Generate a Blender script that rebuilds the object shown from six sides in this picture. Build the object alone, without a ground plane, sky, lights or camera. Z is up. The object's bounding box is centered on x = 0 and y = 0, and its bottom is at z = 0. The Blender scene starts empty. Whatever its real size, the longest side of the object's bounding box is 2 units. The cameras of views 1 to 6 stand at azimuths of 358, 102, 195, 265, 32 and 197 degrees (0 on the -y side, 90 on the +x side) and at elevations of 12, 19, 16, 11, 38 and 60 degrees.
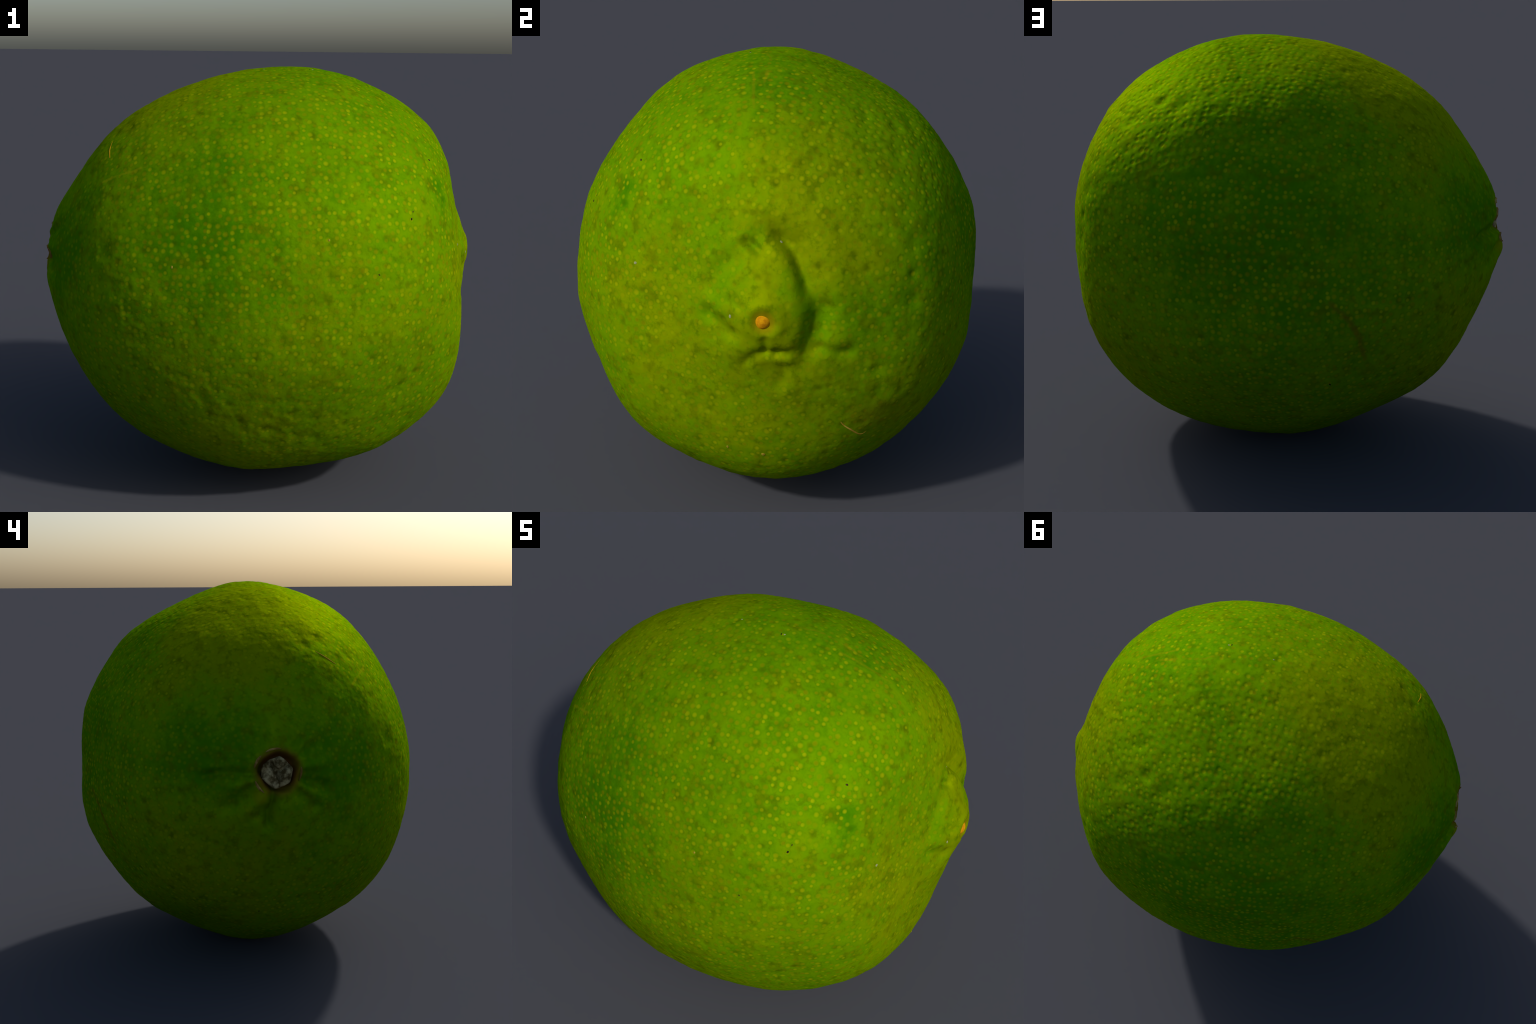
"""A single green lime lying on its side: stem scar at -x, blossom-end nipple at +x."""
import bpy, math
import numpy as np
from mathutils import Vector, Matrix
from mathutils.bvhtree import BVHTree

SEED = 7
rng = np.random.default_rng(SEED)
CENTRE = np.array([0.0, 0.0, 0.93])

# ------------------------------------------------------------------ body form
# Meridian profiles run from the blossom end (+x) to the stem end (-x);
# one row per 15 degrees of latitude, one column per 15 degrees round the x axis
# (first column faces +y, seventh column faces up).
MERIDIANS = 24
END_RADIUS_BLOSSOM = 0.969
END_RADIUS_STEM = 0.986
RINGS = [
    [0.998, 1.002, 1.003, 1.000, 0.992, 0.980, 0.965, 0.950, 0.936, 0.926, 0.922, 0.922,
     0.924, 0.929, 0.934, 0.939, 0.944, 0.950, 0.956, 0.962, 0.969, 0.976, 0.984, 0.992],
    [0.979, 0.983, 0.991, 0.997, 1.001, 1.001, 0.994, 0.980, 0.963, 0.951, 0.946, 0.948,
     0.956, 0.969, 0.983, 0.995, 1.001, 1.005, 1.010, 1.009, 0.998, 0.987, 0.982, 0.980],
    [0.983, 0.990, 1.004, 1.008, 1.010, 1.020, 1.025, 1.013, 0.994, 0.975, 0.959, 0.950,
     0.949, 0.952, 0.966, 0.990, 0.998, 0.999, 1.011, 1.017, 1.007, 0.994, 0.992, 0.989],
    [0.930, 0.940, 0.957, 0.968, 0.972, 0.987, 0.998, 0.984, 0.967, 0.947, 0.934, 0.922,
     0.921, 0.925, 0.929, 0.957, 0.965, 0.961, 0.971, 0.968, 0.968, 0.960, 0.954, 0.946],
    [0.885, 0.902, 0.917, 0.936, 0.933, 0.945, 0.971, 0.961, 0.944, 0.911, 0.895, 0.880,
     0.881, 0.901, 0.906, 0.925, 0.923, 0.920, 0.939, 0.932, 0.931, 0.919, 0.914, 0.909],
    [0.862, 0.882, 0.891, 0.901, 0.901, 0.912, 0.939, 0.934, 0.926, 0.893, 0.868, 0.860,
     0.863, 0.878, 0.888, 0.914, 0.914, 0.901, 0.925, 0.918, 0.903, 0.883, 0.882, 0.886],
    [0.863, 0.867, 0.877, 0.886, 0.900, 0.910, 0.925, 0.925, 0.915, 0.891, 0.868, 0.860,
     0.862, 0.872, 0.893, 0.912, 0.911, 0.911, 0.926, 0.905, 0.893, 0.889, 0.880, 0.884],
    [0.869, 0.867, 0.884, 0.896, 0.907, 0.914, 0.925, 0.934, 0.923, 0.903, 0.891, 0.885,
     0.879, 0.882, 0.900, 0.908, 0.909, 0.924, 0.922, 0.889, 0.884, 0.890, 0.879, 0.880],
    [0.898, 0.897, 0.909, 0.925, 0.937, 0.940, 0.942, 0.946, 0.943, 0.931, 0.922, 0.920,
     0.918, 0.918, 0.923, 0.926, 0.929, 0.935, 0.929, 0.916, 0.916, 0.914, 0.904, 0.901],
    [0.928, 0.927, 0.929, 0.936, 0.942, 0.946, 0.949, 0.954, 0.956, 0.951, 0.943, 0.939,
     0.942, 0.946, 0.947, 0.943, 0.935, 0.929, 0.928, 0.932, 0.938, 0.938, 0.933, 0.930],
    [0.952, 0.956, 0.961, 0.967, 0.974, 0.980, 0.985, 0.989, 0.989, 0.986, 0.981, 0.975,
     0.970, 0.966, 0.961, 0.956, 0.950, 0.945, 0.942, 0.942, 0.943, 0.945, 0.947, 0.949],
]


def make_profile():
    """Trigonometric interpolation of the meridian profiles over the whole sphere."""
    grid = np.array([[END_RADIUS_BLOSSOM] * MERIDIANS] + RINGS + [[END_RADIUS_STEM] * MERIDIANS])
    # run every meridian over the pole and down its opposite: 24 samples round
    opposite = np.roll(grid, MERIDIANS // 2, axis=1)
    full = np.vstack([grid, opposite[11:0:-1]])
    F = np.fft.fft2(full) / full.size
    kt = np.fft.fftfreq(24, 1 / 24)
    kp = np.fft.fftfreq(MERIDIANS, 1 / MERIDIANS)

    def radius(D):
        th = np.arccos(np.clip(D[:, 0], -1, 1))
        ph = np.arctan2(D[:, 2], D[:, 1])
        out = np.zeros(len(D))
        et = np.exp(1j * th[:, None] * kt[None])
        for j in range(MERIDIANS):
            out += np.real((et @ F[:, j]) * np.exp(1j * kp[j] * ph))
        return out
    return radius


body_radius = make_profile()


def smooth(x, a, b):
    t = np.clip((x - a) / (b - a), 0, 1)
    return t * t * (3 - 2 * t)


def polyline_distance(Q, pts):
    """Distance of 2D points Q to a polyline, the side it lies on, and the position along it."""
    pts = np.array(pts, float)
    seg = np.linalg.norm(np.diff(pts, axis=0), axis=1)
    cum = np.r_[0, np.cumsum(seg)] / seg.sum()
    best = np.full(len(Q), 1e9)
    side = np.zeros(len(Q))
    along = np.zeros(len(Q))
    for k in range(len(pts) - 1):
        a, b = pts[k], pts[k + 1]
        ab = b - a
        h = np.clip(((Q - a) @ ab) / (ab @ ab), 0, 1)
        dv = Q - (a + h[:, None] * ab)
        d = np.linalg.norm(dv, axis=1)
        m = d < best
        best[m] = d[m]
        side[m] = np.sign(ab[0] * dv[m, 1] - ab[1] * dv[m, 0])
        along[m] = (cum[k] + h * (cum[k + 1] - cum[k]))[m]
    return best, side, along


def furrow(Q, pts, width, depth, fade=0.25):
    d, s, t = polyline_distance(Q, pts)
    env = smooth(t, 0, fade) * smooth(1 - t, 0, fade)
    return -depth * np.exp(-(d / width) ** 2) * env


def bump(Q, c, rad, h):
    d = np.hypot(Q[:, 0] - c[0], Q[:, 1] - c[1])
    return h * np.exp(-(d / rad) ** 2)


NUB = np.array([0.138, 1.018])      # y, z of the style scar on the blossom end
STEM = np.array([-0.066, 1.069])    # y, z of the stem on the other end


def blossom_relief(Q):
    """Nipple with its crescent fold and the creases below it (Q = y, z)."""
    h = np.zeros(len(Q))
    h += bump(Q, (0.14, 1.06), 0.11, 0.018)
    crescent = [(0.06, 1.335), (0.14, 1.345), (0.240, 1.285), (0.300, 1.16),
                (0.330, 1.06), (0.318, 0.97), (0.285, 0.88), (0.275, 0.74)]
    h += furrow(Q, crescent, 0.044, 0.030)
    d, s, t = polyline_distance(Q, crescent)
    env = smooth(t, 0.05, 0.35) * smooth(1 - t, 0.1, 0.4)
    h += 0.008 * np.exp(-((d - 0.085) / 0.055) ** 2) * (s > 0) * env
    for pts, width, depth in (
            ([(0.27, 0.915), (0.215, 0.893), (0.186, 0.897), (0.112, 0.885), (0.03, 0.82)], 0.022, 0.014),
            ([(0.140, 0.975), (0.145, 0.92), (0.135, 0.875)], 0.016, 0.012),
            ([(0.06, 0.935), (0.01, 0.955), (-0.06, 1.00), (-0.12, 1.04)], 0.030, 0.017),
            ([(0.30, 0.92), (0.40, 0.885), (0.47, 0.88)], 0.024, 0.014),
            ([(0.03, 1.300), (0.075, 1.275), (0.13, 1.24)], 0.020, 0.014),
            ([(0.11, 1.345), (0.18, 1.310), (0.235, 1.25), (0.27, 1.17), (0.30, 1.08)], 0.022, 0.020),
            ([(0.05, 1.27), (-0.02, 1.19), (-0.07, 1.12), (-0.08, 1.05)], 0.040, 0.012),
            ([(-0.02, 1.09), (0.03, 1.07), (0.08, 1.055)], 0.018, 0.007),
            ([(0.22, 0.86), (0.20, 0.78), (0.16, 0.72)], 0.030, 0.009)):
        h += furrow(Q, pts, width, depth)
    h += bump(Q, (0.186, 0.893), 0.018, -0.012)
    for c, rad, depth in (((0.37, 1.02), 0.075, 0.016), ((0.17, 0.82), 0.075, 0.014),
                          ((0.10, 1.29), 0.050, 0.010), ((-0.06, 0.94), 0.050, 0.008)):
        h += bump(Q, c, rad, -depth)
    # little pit round the style scar
    d = np.hypot(*(Q - NUB).T)
    h += -0.016 * np.exp(-(d / 0.038) ** 2)
    h += 0.006 * np.exp(-((d - 0.06) / 0.02) ** 2)
    return h


def stem_relief(Q):
    """Socket of the stem with the furrows radiating from it (Q = y, z)."""
    h = np.zeros(len(Q))
    rel = Q - STEM
    d = np.hypot(*rel.T)
    a = np.arctan2(rel[:, 1], rel[:, 0])
    for pts, width, depth, fade in (
            ([(-0.04, 1.070), (0.07, 1.070), (0.15, 1.068), (0.22, 1.055), (0.31, 1.03)], 0.024, 0.030, 0.25),
            ([(0.12, 1.075), (0.20, 1.11), (0.28, 1.14)], 0.030, 0.010, 0.3),
            ([(-0.050, 1.03), (-0.040, 0.95), (-0.022, 0.89), (-0.018, 0.79)], 0.022, 0.040, 0.25),
            ([(-0.030, 0.93), (0.03, 0.87), (0.06, 0.85)], 0.024, 0.014, 0.3),
            ([(-0.13, 1.045), (-0.21, 1.02), (-0.28, 0.99), (-0.33, 0.97)], 0.032, 0.024, 0.25),
            ([(0.01, 1.00), (0.09, 0.955), (0.18, 0.905), (0.22, 0.89)], 0.030, 0.020, 0.25),
            ([(-0.12, 1.00), (-0.19, 0.93), (-0.25, 0.88)], 0.030, 0.016, 0.25),
            ([(-0.16, 1.12), (-0.24, 1.17), (-0.31, 1.19)], 0.030, 0.008, 0.3)):
        h += furrow(Q, pts, width, depth, fade)
    h += bump(Q, STEM, 0.14, -0.012)
    h += bump(Q, (0.005, 0.955), 0.040, 0.012)
    h += bump(Q, (-0.105, 0.92), 0.060, 0.005)
    # fine radial wrinkles that die out away from the stem
    wr = np.sin(11 * a + 1.3 * np.sin(3 * a)) + 0.6 * np.sin(19 * a + 0.7)
    h += 0.0045 * wr * smooth(d, 0.08, 0.13) * (1 - smooth(d, 0.15, 0.33))
    # socket: rim then a ring-shaped trench under the stem
    rim = 0.094 * (1 + 0.05 * np.sin(3 * a + 0.5) + 0.04 * np.sin(5 * a))
    h += 0.002 * np.exp(-((d - rim - 0.012) / 0.014) ** 2)
    h += -0.045 * (1 - smooth(d, rim - 0.022, rim))
    return h


# shallow dents and swellings on the flanks: point on the peel, radius, depth
DENTS = [((0.70, 0.63, 1.26), 0.035, 0.007), ((0.72, 0.64, 1.15), 0.030, 0.008), ((0.73, 0.64, 1.05), 0.035, 0.008),
         ((0.74, 0.62, 0.93), 0.035, 0.007), ((0.79, 0.52, 0.80), 0.030, 0.009), ((0.80, 0.47, 0.86), 0.030, 0.006),
         ((0.46, 0.40, 1.66), 0.030, 0.007), ((0.38, 0.50, 1.60), 0.035, 0.010), ((0.28, 0.56, 1.58), 0.045, 0.012),
         ((0.50, 0.52, 1.52), 0.040, 0.008), ((0.16, 0.52, 1.64), 0.040, 0.009), ((-0.58, -0.30, 1.60), 0.040, 0.007),
         ((-0.63, -0.22, 1.57), 0.030, 0.006), ((-0.55, -0.42, 1.53), 0.028, 0.006), ((-0.62, -0.58, 1.15), 0.035, 0.007),
         ((-0.60, -0.64, 1.02), 0.040, 0.007), ((-0.52, -0.70, 0.93), 0.035, 0.006), ((0.02, -0.74, 0.45), 0.030, 0.007),
         ((0.12, -0.72, 0.42), 0.022, 0.006), ((0.20, -0.70, 0.40), 0.026, 0.006), ((0.28, -0.80, 0.70), 0.025, 0.005),
         ((0.50, -0.66, 0.62), 0.030, 0.006), ((-0.25, -0.74, 0.62), 0.030, 0.006), ((0.70, -0.49, 1.41), 0.028, 0.008),
         ((0.67, -0.52, 1.38), 0.022, 0.007), ((0.78, -0.30, 1.42), 0.030, 0.005), ((0.80, 0.20, 1.55), 0.040, -0.006)]


def flank_dents(D, r):
    P = CENTRE + D * r[:, None]
    h = np.zeros(len(D))
    for c, rad, depth in DENTS:
        c = np.array(c) - CENTRE
        c = CENTRE + c / np.linalg.norm(c) * body_radius((c / np.linalg.norm(c))[None])[0]
        m = np.abs(P[:, 0] - c[0]) < 3 * rad
        d2 = ((P[m] - c) ** 2).sum(1)
        h[m] -= 0.75 * depth * np.exp(-d2 / rad ** 2)
    return h


def radius_with_relief(D):
    r = body_radius(D)
    P = CENTRE + D * r[:, None]
    Q = P[:, 1:]
    front = D[:, 0] > 0.6
    back = D[:, 0] < -0.6
    h = np.zeros(len(D))
    h[front] = blossom_relief(Q[front]) * smooth(D[front, 0], 0.6, 0.75)
    h[back] = stem_relief(Q[back]) * smooth(-D[back, 0], 0.6, 0.75)
    return r + h + flank_dents(D, r)


def cube_sphere(n):
    """Quads evenly spread over the sphere: directions and faces."""
    t = np.tan(np.linspace(-np.pi / 4, np.pi / 4, n + 1))
    idx = {}
    dirs, faces = [], []
    A, B = np.meshgrid(t, t, indexing='ij')
    one = np.ones_like(A)
    sides = [(one, A, B), (-one, -A, B), (-A, one, B), (A, -one, B), (-B, A, one), (B, A, -one)]
    base = 0
    for X, Y, Z in sides:
        d = np.stack([X, Y, Z], -1).reshape(-1, 3)
        d /= np.linalg.norm(d, axis=1)[:, None]
        dirs.append(d)
        i, j = np.meshgrid(np.arange(n), np.arange(n), indexing='ij')
        v = (base + i * (n + 1) + j).ravel()
        faces.append(np.stack([v, v + n + 1, v + n + 2, v + 1], 1))
        base += (n + 1) ** 2
    dirs = np.vstack(dirs)
    faces = np.vstack(faces)
    key = np.round(dirs * 1e6).astype(np.int64)
    _, first, inv = np.unique(key, axis=0, return_index=True, return_inverse=True)
    return dirs[first], inv.reshape(-1)[faces]


def mesh_from_arrays(name, V, F):
    me = bpy.data.meshes.new(name)
    me.vertices.add(len(V))
    me.vertices.foreach_set('co', np.ascontiguousarray(V, np.float32).ravel())
    n = F.shape[1]
    me.loops.add(F.size)
    me.loops.foreach_set('vertex_index', np.ascontiguousarray(F, np.int32).ravel())
    me.polygons.add(len(F))
    me.polygons.foreach_set('loop_start', np.arange(0, F.size, n, dtype=np.int32))
    me.polygons.foreach_set('loop_total', np.full(len(F), n, np.int32))
    me.update(calc_edges=True)
    me.polygons.foreach_set('use_smooth', np.ones(len(F), bool))
    me.validate()
    return me


# ------------------------------------------------------------------ node helpers
class Nodes:
    """Small helper to write node formulas in shader and geometry trees."""

    def __init__(self, tree):
        self.t = tree

    def new(self, kind, **props):
        n = self.t.nodes.new(kind)
        for k, v in props.items():
            setattr(n, k, v)
        return n

    def put(self, sock, val):
        if isinstance(val, bpy.types.NodeSocket):
            self.t.links.new(val, sock)
        elif val is not None:
            sock.default_value = val

    def math(self, op, a, b=None, c=None, clamp=False):
        n = self.new('ShaderNodeMath', operation=op, use_clamp=clamp)
        self.put(n.inputs[0], a)
        self.put(n.inputs[1], b)
        self.put(n.inputs[2], c)
        return n.outputs[0]

    def vmath(self, op, a, b=None, out=0):
        n = self.new('ShaderNodeVectorMath', operation=op)
        self.put(n.inputs[0], a)
        self.put(n.inputs[1], b)
        return n.outputs[out]

    def scale(self, v, s):
        n = self.new('ShaderNodeVectorMath', operation='SCALE')
        self.put(n.inputs[0], v)
        self.put(n.inputs['Scale'], s)
        return n.outputs[0]

    def step(self, x, a, b, lo=0.0, hi=1.0):
        n = self.new('ShaderNodeMapRange', interpolation_type='SMOOTHSTEP')
        self.put(n.inputs[0], x)
        n.inputs[1].default_value = a
        n.inputs[2].default_value = b
        n.inputs[3].default_value = lo
        n.inputs[4].default_value = hi
        return n.outputs[0]

    def noise(self, v, scale, detail=3.0, rough=0.55):
        n = self.new('ShaderNodeTexNoise')
        self.put(n.inputs['Vector'], v)
        n.inputs['Scale'].default_value = scale
        n.inputs['Detail'].default_value = detail
        n.inputs['Roughness'].default_value = rough
        return n.outputs[0]

    def voronoi(self, v, scale, randomness=1.0, out='Distance'):
        n = self.new('ShaderNodeTexVoronoi', feature='F1')
        self.put(n.inputs['Vector'], v)
        n.inputs['Scale'].default_value = scale
        n.inputs['Randomness'].default_value = randomness
        return n.outputs[out]

    def near(self, p, c, r0, r1):
        """1 inside radius r0 of the point c, falling to 0 at r1."""
        return self.step(self.vmath('DISTANCE', p, tuple(c), out='Value'), r0, r1, 1.0, 0.0)

    def add(self, *xs):
        o = xs[0]
        for x in xs[1:]:
            o = self.math('ADD', o, x)
        return o

    def mul(self, *xs):
        o = xs[0]
        for x in xs[1:]:
            o = self.math('MULTIPLY', o, x)
        return o

    def mix(self, f, a, b):
        n = self.new('ShaderNodeMix', data_type='RGBA', blend_type='MIX')
        self.put(n.inputs[0], f)
        for s, v in ((n.inputs[6], a), (n.inputs[7], b)):
            self.put(s, (*v, 1.0) if isinstance(v, tuple) and len(v) == 3 else v)
        return n.outputs[2]

    def segment(self, p, a, b):
        """Distance of p from the segment a-b."""
        a, b = Vector(a), Vector(b)
        ab = b - a
        pa = self.vmath('SUBTRACT', p, tuple(a))
        h = self.math('MULTIPLY', self.vmath('DOT_PRODUCT', pa, tuple(ab), out='Value'),
                      1.0 / ab.length_squared, clamp=True)
        return self.vmath('DISTANCE', pa, self.scale(tuple(ab), h), out='Value')

    def polyline(self, p, pts):
        o = None
        for a, b in zip(pts[:-1], pts[1:]):
            d = self.segment(p, a, b)
            o = d if o is None else self.math('MINIMUM', o, d)
        return o


# Oil glands: both the relief and the colour read the same cell pattern.
GLAND_SPACING = 0.0325
GLAND_RANDOM = 0.68
GORES = 6
PORE_SCALE = 11.0


def gland_cells(N, p):
    """Even scatter of glands: the peel is unrolled into gores round the stem axis,
    one flat cell pattern per gore; returns the true distance to the cell's gland
    and two random numbers of that cell."""
    R = 0.93
    q = N.vmath('SUBTRACT', p, tuple(CENTRE))
    length = N.vmath('LENGTH', q, out='Value')
    sx = N.new('ShaderNodeSeparateXYZ')
    N.put(sx.inputs[0], N.vmath('NORMALIZE', q))
    x, y, z = sx.outputs
    theta = N.math('ARCCOSINE', x)
    phi = N.math('ARCTAN2', z, y)
    width = 2 * math.pi / GORES
    gore = N.math('ROUND', N.math('DIVIDE', phi, width))
    local = N.math('SUBTRACT', phi, N.mul(gore, width))
    sin_t = N.math('SINE', theta)
    cv = N.new('ShaderNodeCombineXYZ')
    N.put(cv.inputs[0], N.math('ADD', N.mul(local, sin_t, R), N.mul(gore, 7.31)))
    N.put(cv.inputs[1], N.mul(theta, R))
    vor = N.new('ShaderNodeTexVoronoi', feature='F1', voronoi_dimensions='2D')
    N.put(vor.inputs['Vector'], cv.outputs[0])
    vor.inputs['Scale'].default_value = 1.0 / GLAND_SPACING
    vor.inputs['Randomness'].default_value = GLAND_RANDOM
    sp = N.new('ShaderNodeSeparateXYZ')
    N.put(sp.inputs[0], vor.outputs['Position'])
    th = N.math('DIVIDE', sp.outputs[1], R)
    st = N.math('MAXIMUM', N.math('SINE', th), 0.01)
    u = N.math('SUBTRACT', sp.outputs[0], N.mul(gore, 7.31))
    ph = N.math('ADD', N.math('DIVIDE', u, N.mul(st, R)), N.mul(gore, width))
    c = N.new('ShaderNodeCombineXYZ')
    N.put(c.inputs[0], N.math('COSINE', th))
    N.put(c.inputs[1], N.mul(st, N.math('COSINE', ph)))
    N.put(c.inputs[2], N.mul(st, N.math('SINE', ph)))
    dist = N.vmath('DISTANCE', q, N.scale(c.outputs[0], length), out='Value')
    # glands too close to a gore border are left out instead of being cut
    gap = N.math('SUBTRACT', N.mul(st, R * width / 2), N.math('ABSOLUTE', u))
    dist = N.math('ADD', dist, N.step(gap, 0.008, 0.0081, 1.0, 0.0))
    sc = N.new('ShaderNodeSeparateXYZ')
    N.put(sc.inputs[0], vor.outputs['Color'])
    return dist, sc.outputs[0], sc.outputs[1]


def peel_relief_modifier(obj):
    tree = bpy.data.node_groups.new('peel_relief', 'GeometryNodeTree')
    tree.interface.new_socket('Geometry', in_out='INPUT', socket_type='NodeSocketGeometry')
    tree.interface.new_socket('Geometry', in_out='OUTPUT', socket_type='NodeSocketGeometry')
    N = Nodes(tree)
    gi = N.new('NodeGroupInput')
    go = N.new('NodeGroupOutput')
    p = N.new('GeometryNodeInputPosition').outputs[0]
    nrm = N.new('GeometryNodeInputNormal').outputs[0]
    d, size, deepness = gland_cells(N, p)
    d = N.math('DIVIDE', d, N.math('MULTIPLY_ADD', size, 0.5, 0.7))
    pit = N.mul(N.step(d, 0.003, 0.019, 1.0, 0.0), N.math('MULTIPLY_ADD', deepness, 1.1, 0.35))
    # pits are deepest on the back shoulder, shallow on the smooth stem end
    deep = N.near(p, (0.25, 0.45, 1.70), 0.25, 0.80)
    calm = N.near(p, (-0.95, -0.05, 1.05), 0.30, 0.80)
    amp = N.math('MULTIPLY_ADD', deep, 0.0017, 0.0007)
    amp = N.mul(amp, N.math('MULTIPLY_ADD', calm, -0.75, 1.0))
    h = N.mul(pit, amp, -1.0)
    lumps = N.math('SUBTRACT', N.noise(p, 4.5, 2.0), 0.5)
    fine = N.math('SUBTRACT', N.noise(p, 17.0, 2.0), 0.5)
    # sparse larger pores
    pore = N.math('DIVIDE', N.voronoi(p, PORE_SCALE), PORE_SCALE)
    h = N.add(h, N.mul(N.step(pore, 0.004, 0.030, 1.0, 0.0), -0.0018))
    mid = N.math('SUBTRACT', N.noise(p, 9.0, 2.0), 0.5)
    h = N.add(h, N.mul(lumps, 0.006), N.mul(mid, 0.007), N.mul(fine, 0.0045))
    off = N.scale(nrm, h)
    sp = N.new('GeometryNodeSetPosition')
    tree.links.new(gi.outputs[0], sp.inputs['Geometry'])
    tree.links.new(off, sp.inputs['Offset'])
    tree.links.new(sp.outputs[0], go.inputs[0])
    mod = obj.modifiers.new('peel_relief', 'NODES')
    mod.node_group = tree
    dg = bpy.context.evaluated_depsgraph_get()
    me = bpy.data.meshes.new_from_object(obj.evaluated_get(dg))
    obj.modifiers.clear()
    old = obj.data
    obj.data = me
    me.name = 'peel'
    bpy.data.meshes.remove(old)
    bpy.data.node_groups.remove(tree)


def start_material(name, rough, spec=0.2):
    m = bpy.data.materials.new(name)
    m.use_nodes = True
    m.node_tree.nodes.clear()
    N = Nodes(m.node_tree)
    out = N.new('ShaderNodeOutputMaterial')
    bsdf = N.new('ShaderNodeBsdfPrincipled')
    m.node_tree.links.new(bsdf.outputs[0], out.inputs[0])
    bsdf.inputs['Roughness'].default_value = rough
    bsdf.inputs['Specular IOR Level'].default_value = spec
    p = N.new('ShaderNodeTexCoord').outputs['Object']
    return m, N, bsdf, p


DEEP_GREEN = (0.052, 0.190, 0.0003)
MID_GREEN = (0.128, 0.270, 0.0002)
YELLOW_GREEN = (0.196, 0.268, 0.0002)
GLAND_YELLOW = (0.295, 0.345, 0.002)
GLAND_OLIVE = (0.175, 0.205, 0.0008)
OLIVE = (0.115, 0.140, 0.0003)
MOTTLE_GREEN = (0.060, 0.145, 0.0002)
PORE_OLIVE = (0.070, 0.100, 0.0003)


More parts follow.
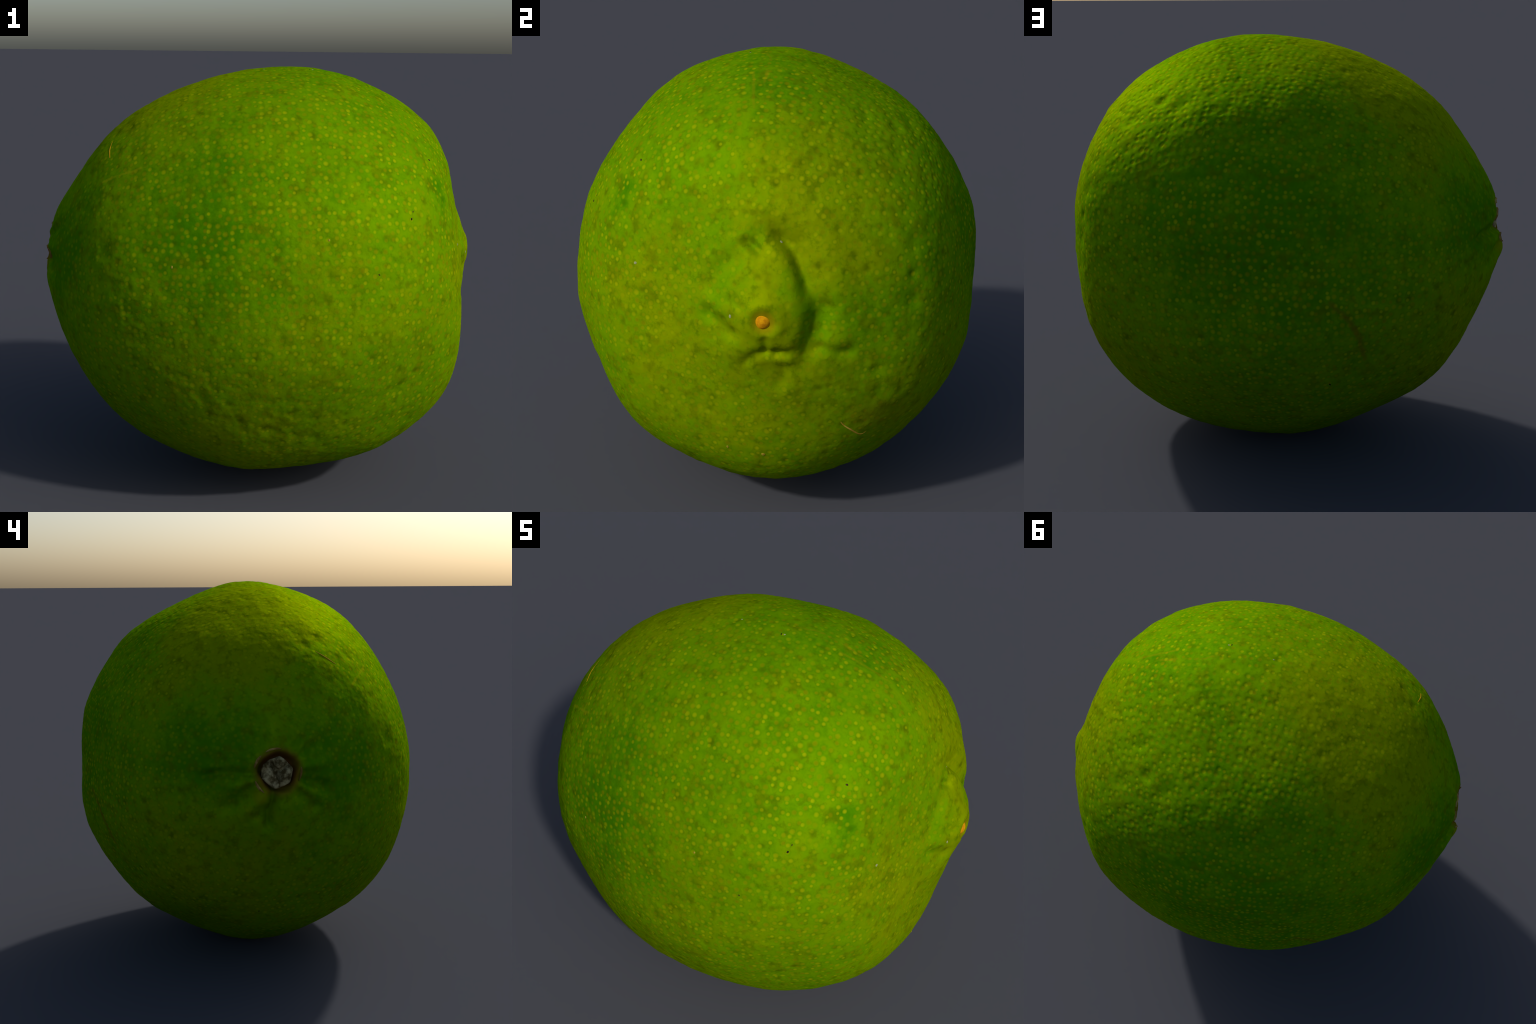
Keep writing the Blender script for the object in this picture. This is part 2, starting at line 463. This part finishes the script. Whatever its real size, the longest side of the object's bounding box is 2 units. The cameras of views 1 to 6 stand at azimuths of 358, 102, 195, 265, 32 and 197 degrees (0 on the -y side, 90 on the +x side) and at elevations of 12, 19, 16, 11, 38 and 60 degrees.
def peel_material():
    m, N, bsdf, p = start_material('lime_peel', 0.68, 0.0)
    # waxy lustre that takes on the colour of the peel
    bsdf.inputs['Metallic'].default_value = 0.28
    bsdf.inputs['Specular Tint'].default_value = (0.9, 1.0, 0.0, 1.0)
    warp = N.vmath('ADD', p, N.scale(N.vmath('SUBTRACT', noise_colour(N, p, 3.0), (0.5, 0.5, 0.5)), 0.30))
    # broad ripening zones: yellower at the blossom end, the stem-side crown and below
    yellow = [((0.88, 0.30, 1.35), 0.10, 0.55, 0.60), ((0.95, 0.00, 0.75), 0.15, 0.70, 0.45),
              ((0.84, -0.38, 1.05), 0.10, 0.45, 0.22), ((-0.40, 0.00, 1.72), 0.15, 0.60, 0.60),
              ((-0.62, 0.25, 1.52), 0.10, 0.55, 0.45), ((-0.80, 0.25, 0.60), 0.10, 0.60, 0.40),
              ((-0.07, -0.70, 0.42), 0.10, 0.60, 0.30), ((0.50, 0.72, 0.62), 0.10, 0.55, 0.30),
              ((0.35, -0.80, 0.95), 0.10, 0.50, 0.22)]
    green = [((-0.23, -0.70, 1.36), 0.04, 0.42, 0.32), ((-0.29, -0.78, 1.14), 0.02, 0.36, 0.30),
             ((0.04, -0.86, 1.04), 0.02, 0.20, 0.25), ((-0.15, 0.75, 1.30), 0.20, 0.80, 0.31),
             ((-0.03, 0.86, 0.98), 0.20, 0.70, 0.14), ((-0.89, 0.26, 1.17), 0.05, 0.40, 0.55),
             ((-0.88, -0.36, 1.09), 0.05, 0.40, 0.50), ((0.45, 0.00, 1.81), 0.05, 0.35, 0.22),
             ((0.70, 0.63, 1.24), 0.05, 0.35, 0.25), ((0.70, -0.49, 1.40), 0.00, 0.10, 0.55),
             ((0.93, 0.27, 1.12), 0.02, 0.14, 0.50), ((0.94, 0.28, 0.98), 0.02, 0.12, 0.45),
             ((0.94, -0.05, 1.14), 0.03, 0.20, 0.45), ((0.91, 0.08, 1.28), 0.01, 0.09, 0.45),
             ((0.85, 0.42, 1.02), 0.03, 0.20, 0.40)]
    t = 0.42
    for c, a, b, w in yellow:
        t = N.math('MULTIPLY_ADD', N.near(warp, c, a, b), w, t)
    for c, a, b, w in green:
        t = N.math('MULTIPLY_ADD', N.near(warp, c, a, b), -w, t)
    t = N.math('MULTIPLY_ADD', N.math('SUBTRACT', N.noise(p, 7.0, 4.0, 0.6), 0.5), 1.1, t)
    t = N.math('MULTIPLY_ADD', N.math('SUBTRACT', N.noise(p, 28.0, 3.0, 0.6), 0.5), 0.55, t)
    base = N.mix(N.step(t, -0.15, 0.5), DEEP_GREEN, MID_GREEN)
    base = N.mix(N.step(t, 0.35, 1.1), base, YELLOW_GREEN)
    # olive blotches between the glands
    blot = N.mul(N.step(N.noise(p, 17.0, 2.5, 0.55), 0.48, 0.72), 0.55)
    base = N.mix(blot, base, OLIVE)
    mottle = N.mul(N.step(N.noise(p, 34.0, 3.0, 0.65), 0.50, 0.72), 0.42)  # fine random mottling in a darker green of the peel itself
    base = N.mix(mottle, base, MOTTLE_GREEN)
    pore = N.math('DIVIDE', N.voronoi(p, PORE_SCALE), PORE_SCALE)
    base = N.mix(N.mul(N.step(pore, 0.002, 0.022, 1.0, 0.0), 0.55), base, PORE_OLIVE)
    # glands: a darker collar with a yellow dot inside
    d, size, glow = gland_cells(N, p)
    d = N.math('DIVIDE', d, N.math('MULTIPLY_ADD', size, 0.44, 0.62))
    calm = N.near(p, (-0.95, -0.05, 1.05), 0.25, 0.75)
    vis = N.math('MULTIPLY_ADD', calm, -0.65, 1.0)
    quiet = N.near(p, (0.96, 0.15, 1.02), 0.15, 0.50)
    vis = N.mul(vis, N.math('MULTIPLY_ADD', quiet, -0.40, 1.0))
    vis = N.mul(vis, N.step(N.noise(p, 5.0, 2.0), 0.30, 0.60, 0.45, 1.0))
    collar = N.mul(N.step(d, 0.008, 0.013), N.step(d, 0.014, 0.021, 1.0, 0.0), vis, 0.22)
    base = N.mix(collar, base, DEEP_GREEN)
    dot = N.mul(N.step(d, 0.0035, 0.0140, 1.0, 0.0), vis, 0.80)
    # small glands are bright yellow, large ones a duller olive
    tint = N.mul(N.step(N.math('ADD', glow, N.mul(size, -0.5)), -0.25, 0.75), 1.0)
    base = N.mix(dot, base, N.mix(tint, GLAND_OLIVE, GLAND_YELLOW))
    # healed scratches
    rough_edge = N.mul(N.math('SUBTRACT', N.noise(p, 45.0, 3.0), 0.5), 0.018)

    def scratch(pts, w, colour, strength):
        nonlocal base
        dd = N.math('ADD', N.polyline(p, pts), rough_edge)
        base = N.mix(N.mul(N.step(dd, w * 0.2, w, 1.0, 0.0), strength), base, colour)
    scratch([(-0.385, 0.79, 0.893), (-0.455, 0.75, 0.812), (-0.490, 0.715, 0.727), (-0.504, 0.67, 0.629)],
            0.020, (0.150, 0.100, 0.004), 0.65)
    scratch([(0.52, 0.03, 1.79), (0.314, 0.013, 1.853), (0.235, -0.027, 1.866)], 0.010, (0.24, 0.19, 0.004), 0.38)
    scratch([(-0.48, -0.54, 1.49), (-0.67, -0.44, 1.41)], 0.009, (0.27, 0.29, 0.004), 0.5)
    scratch([(0.44, -0.03, 1.82), (0.65, 0.02, 1.72)], 0.010, (0.28, 0.22, 0.004), 0.25)
    brown = N.mul(N.near(warp, (0.75, 0.53, 0.57), 0.0, 0.16), 0.45)
    base = N.mix(brown, base, (0.16, 0.12, 0.002))
    # warm rims at the two ends
    rim = N.near(p, (-0.975, -0.066, 1.069), 0.085, 0.125)
    base = N.mix(N.mul(rim, 0.85), base, (0.16, 0.085, 0.008))
    socket = N.near(p, (-0.955, -0.066, 1.069), 0.070, 0.094)
    base = N.mix(socket, base, (0.120, 0.046, 0.007))
    ridge = N.near(p, (-0.985, 0.012, 0.965), 0.010, 0.055)
    base = N.mix(N.mul(ridge, 0.6), base, (0.24, 0.235, 0.002))
    tip = N.near(p, (0.985, NUB[0], NUB[1]), 0.025, 0.060)
    base = N.mix(N.mul(tip, 0.6), base, (0.30, 0.20, 0.003))
    N.put(bsdf.inputs['Base Color'], base)
    # skin grain too fine for the mesh
    b = N.new('ShaderNodeBump')
    b.inputs['Strength'].default_value = 0.25
    b.inputs['Distance'].default_value = 0.004
    N.put(b.inputs['Height'], N.noise(p, 70.0, 3.0))
    N.put(bsdf.inputs['Normal'], b.outputs[0])
    return m


def noise_colour(N, p, scale):
    n = N.new('ShaderNodeTexNoise')
    N.put(n.inputs['Vector'], p)
    n.inputs['Scale'].default_value = scale
    n.inputs['Detail'].default_value = 3.0
    return n.outputs[1]


def two_tone_material(name, a, b, scale, rough=0.7):
    m, N, bsdf, p = start_material(name, rough, 0.03)
    base = N.mix(N.step(N.noise(p, scale, 4.0, 0.6), 0.38, 0.64), a, b)
    N.put(bsdf.inputs['Base Color'], base)
    return m


# ------------------------------------------------------------------ build
scene = bpy.context.scene
lime = bpy.data.objects.new('lime', None)
lime.empty_display_size = 0.2
scene.collection.objects.link(lime)
lime['label'] = 'a whole green lime with speckled dimpled peel'
lime['category'] = 'fruit'


def add_part(name, mesh, material, kind=None):
    ob = bpy.data.objects.new(name, mesh)
    scene.collection.objects.link(ob)
    ob.parent = lime
    if material is not None:
        ob.data.materials.clear()
        ob.data.materials.append(material)
    if kind:
        ob['kind'] = kind
    return ob


D, F = cube_sphere(270)
V = CENTRE + D * radius_with_relief(D)[:, None]
peel_mesh = mesh_from_arrays('peel_mesh', V, F)
peel = add_part('peel', peel_mesh, None)
peel_relief_modifier(peel)
# seat the fruit on the ground and keep it centred
co = np.empty(len(peel.data.vertices) * 3, np.float32)
peel.data.vertices.foreach_get('co', co)
co = co.reshape(-1, 3)
co[:, 2] = (co[:, 2] - co[:, 2].min()) * 1.002
peel.data.vertices.foreach_set('co', co.ravel())
peel.data.polygons.foreach_set('use_smooth', np.ones(len(peel.data.polygons), bool))
peel.data.update()
peel.data.materials.clear()
peel.data.materials.append(peel_material())

polys = np.empty(len(peel.data.loops), np.int32)
peel.data.loops.foreach_get('vertex_index', polys)
bvh = BVHTree.FromPolygons([Vector(c) for c in co], polys.reshape(-1, 4).tolist())
C = Vector(CENTRE)


def on_peel(pt):
    """Point and normal of the finished peel in the direction of pt from the centre."""
    d = (Vector(pt) - C).normalized()
    loc, nor, _, _ = bvh.ray_cast(C + d * 2.0, -d)
    return loc, nor


def frame(n, up=Vector((0, 0, 1))):
    n = n.normalized()
    u = up.cross(n).normalized()
    w = n.cross(u)
    return Matrix((u, w, n)).transposed()


# --- style scar: small orange dome sunk in the tip of the nipple
def lathe(profile, seg, wobble=None):
    V, F = [], []
    for k, (r, h) in enumerate(profile):
        for j in range(seg):
            a = 2 * math.pi * j / seg
            s = wobble(a, k) if wobble else 1.0
            V.append((r * s * math.cos(a), r * s * math.sin(a), h))
    for k in range(len(profile) - 1):
        for j in range(seg):
            a, b = k * seg + j, k * seg + (j + 1) % seg
            F.append((a, b, b + seg, a + seg))
    return V, F


def place(verts, loc, nor, up=Vector((0, 0, 1))):
    M = frame(nor, up)
    return [loc + M @ Vector(v) for v in verts]


def lathe_part(name, prof, seg, loc, nor, mat, wobble=None, shift=None):
    V, F = lathe(prof, seg, wobble)
    if shift:
        V = [shift(Vector(v)) for v in V]
    me = bpy.data.meshes.new(name)
    me.from_pydata(place(V, loc, nor), [], F)
    for pl in me.polygons:
        pl.use_smooth = True
    return add_part(name, me, mat)


nub_loc, nub_n = on_peel((1.0, NUB[0], NUB[1]))
nub_n = Vector((0.97, 0.16, -0.10)).normalized()
dome = [(0.029 * math.cos(t), -0.006 + 0.022 * math.sin(t)) for t in np.linspace(-0.9, math.pi / 2 - 0.02, 14)]
lathe_part('style_scar', dome, 36, nub_loc, nub_n,
           two_tone_material('style_scar_orange', (0.46, 0.19, 0.003), (0.60, 0.29, 0.004), 60.0, 0.8),
           lambda a, k: 1 + 0.025 * math.sin(3 * a + 1))

# --- stem: grey corky stub in its socket, cracked across its face
stem_loc, stem_n = on_peel((-1.0, STEM[0], STEM[1]))
stem_n = Vector((-1.0, -0.08, 0.12)).normalized()
corners = [12, 78, 150, 198, 262, 318]


def stub_outline(a, k):
    # rounded irregular hexagon
    deg = math.degrees(a) % 360
    best = 9.0
    for i, c0 in enumerate(corners):
        c1 = corners[(i + 1) % len(corners)]
        if c1 < c0:
            c1 += 360
        mid, half = (c0 + c1) / 2, (c1 - c0) / 2
        delta = math.radians(((deg - mid + 180) % 360) - 180)
        if abs(delta) < 1.4:
            best = min(best, math.cos(math.radians(half)) / math.cos(delta))
    return 0.4 + 0.6 * min(best, 1.0) / 0.9


def stub_crack(v):
    r = math.hypot(v.x, v.y)
    if v.z < 0.0:
        return v
    dip = 0.0
    for ang, w in ((2.1, 0.010), (5.0, 0.009), (0.6, 0.006)):
        dx, dy = math.cos(ang), math.sin(ang)
        along = v.x * dx + v.y * dy
        across = abs(-v.x * dy + v.y * dx)
        if along > -0.005:
            dip += 0.018 * math.exp(-(across / w) ** 2) * min(1, r / 0.02)
    dip += 0.010 * math.sin(v.x * 90 + 1) * math.sin(v.y * 75 + 2)
    return Vector((v.x, v.y, v.z - dip))


stub = [(0.060, -0.03), (0.066, 0.0), (0.068, 0.016), (0.066, 0.027), (0.062, 0.031)]
stub += [(r, 0.030 - 0.008 * (1 - r / 0.06)) for r in np.linspace(0.056, 0.0005, 16)]
lathe_part('stem_stub', stub, 72, stem_loc, stem_n,
           two_tone_material('stem_cork', (0.080, 0.056, 0.018), (0.40, 0.32, 0.155), 30.0, 0.8),
           stub_outline, stub_crack)

# --- dry flakes of the calyx left on the rim of the socket
cork = two_tone_material('dry_calyx', (0.20, 0.115, 0.025), (0.38, 0.26, 0.07), 40.0, 0.8)
M = frame(stem_n)
for ang, span, wid in ((100, 40, 0.010), (150, 34, 0.013), (215, 36, 0.012), (355, 34, 0.011)):
    V, F = [], []
    n = 14
    for i in range(n + 1):
        a = math.radians(ang + (i / n - 0.5) * span)
        taper = math.sin(math.pi * i / n) ** 0.6 * wid + 0.001
        ca, sa = math.cos(a), math.sin(a)
        centre = stem_loc + M @ Vector((0.100 * ca, 0.100 * sa, 0.0))
        loc, nor = on_peel(centre)
        radial = M @ Vector((ca, sa, 0))
        up = stem_n
        for x, z in ((-0.5, -0.004), (-0.35, 0.004), (0.1, 0.006), (0.5, -0.004)):
            V.append(loc + radial * (x * taper) + up * (z + 0.001))
    for i in range(n):
        for j in range(3):
            a = i * 4 + j
            F.append((a, a + 1, a + 5, a + 4))
        F.append((i * 4 + 3, i * 4, i * 4 + 4, i * 4 + 7))
    F += [(0, 1, 2, 3), (n * 4 + 3, n * 4 + 2, n * 4 + 1, n * 4)]
    me = bpy.data.meshes.new('calyx_flake')
    me.from_pydata(V, [], F)
    add_part('calyx_flake', me, cork)


# --- fibres and specks lying on the peel
def fibre(pts, rad, mat):
    cu = bpy.data.curves.new('fibre', 'CURVE')
    cu.dimensions = '3D'
    cu.bevel_depth = rad
    cu.bevel_resolution = 2
    sp = cu.splines.new('NURBS')
    P = [on_peel(q) for q in pts]
    sp.points.add(len(P) - 1)
    for k, (loc, nor) in enumerate(P):
        q = loc - nor * rad * 0.35
        sp.points[k].co = (*q, 1)
        sp.points[k].radius = 0.35 + 0.65 * math.sin(math.pi * (k + 0.4) / (len(P) - 0.2))
    sp.use_endpoint_u = True
    sp.order_u = 3
    tmp = bpy.data.objects.new('tmp', cu)
    scene.collection.objects.link(tmp)
    dg = bpy.context.evaluated_depsgraph_get()
    me = bpy.data.meshes.new_from_object(tmp.evaluated_get(dg))
    bpy.data.objects.remove(tmp)
    me.name = 'fibre'
    for pl in me.polygons:
        pl.use_smooth = True
    return add_part('fibre', me, mat)


straw = two_tone_material('straw_fibre', (0.36, 0.22, 0.02), (0.50, 0.34, 0.05), 50.0)
amber = two_tone_material('amber_fibre', (0.40, 0.21, 0.004), (0.48, 0.28, 0.01), 50.0)
fibre([(-0.650, -0.365, 1.500), (-0.655, -0.335, 1.520), (-0.650, -0.305, 1.534), (-0.645, -0.270, 1.555)], 0.0045, amber)
fibre([(0.815, 0.400, 0.575), (0.822, 0.412, 0.556), (0.805, 0.430, 0.535), (0.785, 0.446, 0.518),
       (0.762, 0.468, 0.492), (0.748, 0.483, 0.487), (0.745, 0.492, 0.497)], 0.004, straw)


def specks(name, spots, mat):
    V, F = [], []
    for (pt, size) in spots:
        loc, nor = on_peel(pt)
        M = frame(nor)
        base = len(V)
        n = 7
        turn = rng.uniform(0, 6.28)
        stretch = rng.uniform(0.55, 0.9)
        for h, s in ((-0.3, 1.0), (0.25, 0.85), (0.45, 0.4)):
            for j in range(n):
                a = 2 * math.pi * j / n
                x = math.cos(a) * s * size * rng.uniform(0.8, 1.15)
                y = math.sin(a) * s * size * stretch * rng.uniform(0.8, 1.15)
                q = Vector((x * math.cos(turn) - y * math.sin(turn), x * math.sin(turn) + y * math.cos(turn), h * size * 0.5))
                V.append(loc + M @ q)
        for k in range(2):
            for j in range(n):
                a, b = base + k * n + j, base + k * n + (j + 1) % n
                F.append((a, b, b + n, a + n))
        F.append(tuple(base + 2 * n + j for j in range(n)))
    me = bpy.data.meshes.new(name)
    me.from_pydata(V, [], F)
    add_part(name, me, mat, 'stuff')


specks('dirt_speck', [((0.572, -0.653, 1.297), 0.006), ((0.580, -0.635, 1.323), 0.004), ((0.685, -0.407, 1.504), 0.007),
                      ((-0.364, 0.686, 0.509), 0.006), ((-0.733, 0.0, 0.36), 0.005), ((0.434, -0.790, 1.103), 0.005),
                      ((0.205, -0.10, 1.868), 0.006)],
       two_tone_material('dark_dirt', (0.012, 0.014, 0.004), (0.05, 0.035, 0.01), 40.0))
specks('pale_speck', [((0.217, -0.095, 1.866), 0.005), ((0.825, -0.39, 1.141), 0.008), ((0.972, 0.012, 1.022), 0.008),
                      ((0.002, -0.08, 1.867), 0.005), ((0.909, 0.182, 1.298), 0.007)],
       two_tone_material('pale_dust', (0.26, 0.29, 0.12), (0.36, 0.38, 0.22), 40.0))
specks('tan_speck', [((0.868, -0.024, 0.439), 0.008), ((0.849, 0.112, 0.422), 0.009), ((-0.371, -0.769, 1.126), 0.007),
                     ((0.235, -0.803, 1.242), 0.006)],
       two_tone_material('tan_scab', (0.30, 0.22, 0.02), (0.42, 0.34, 0.05), 40.0))
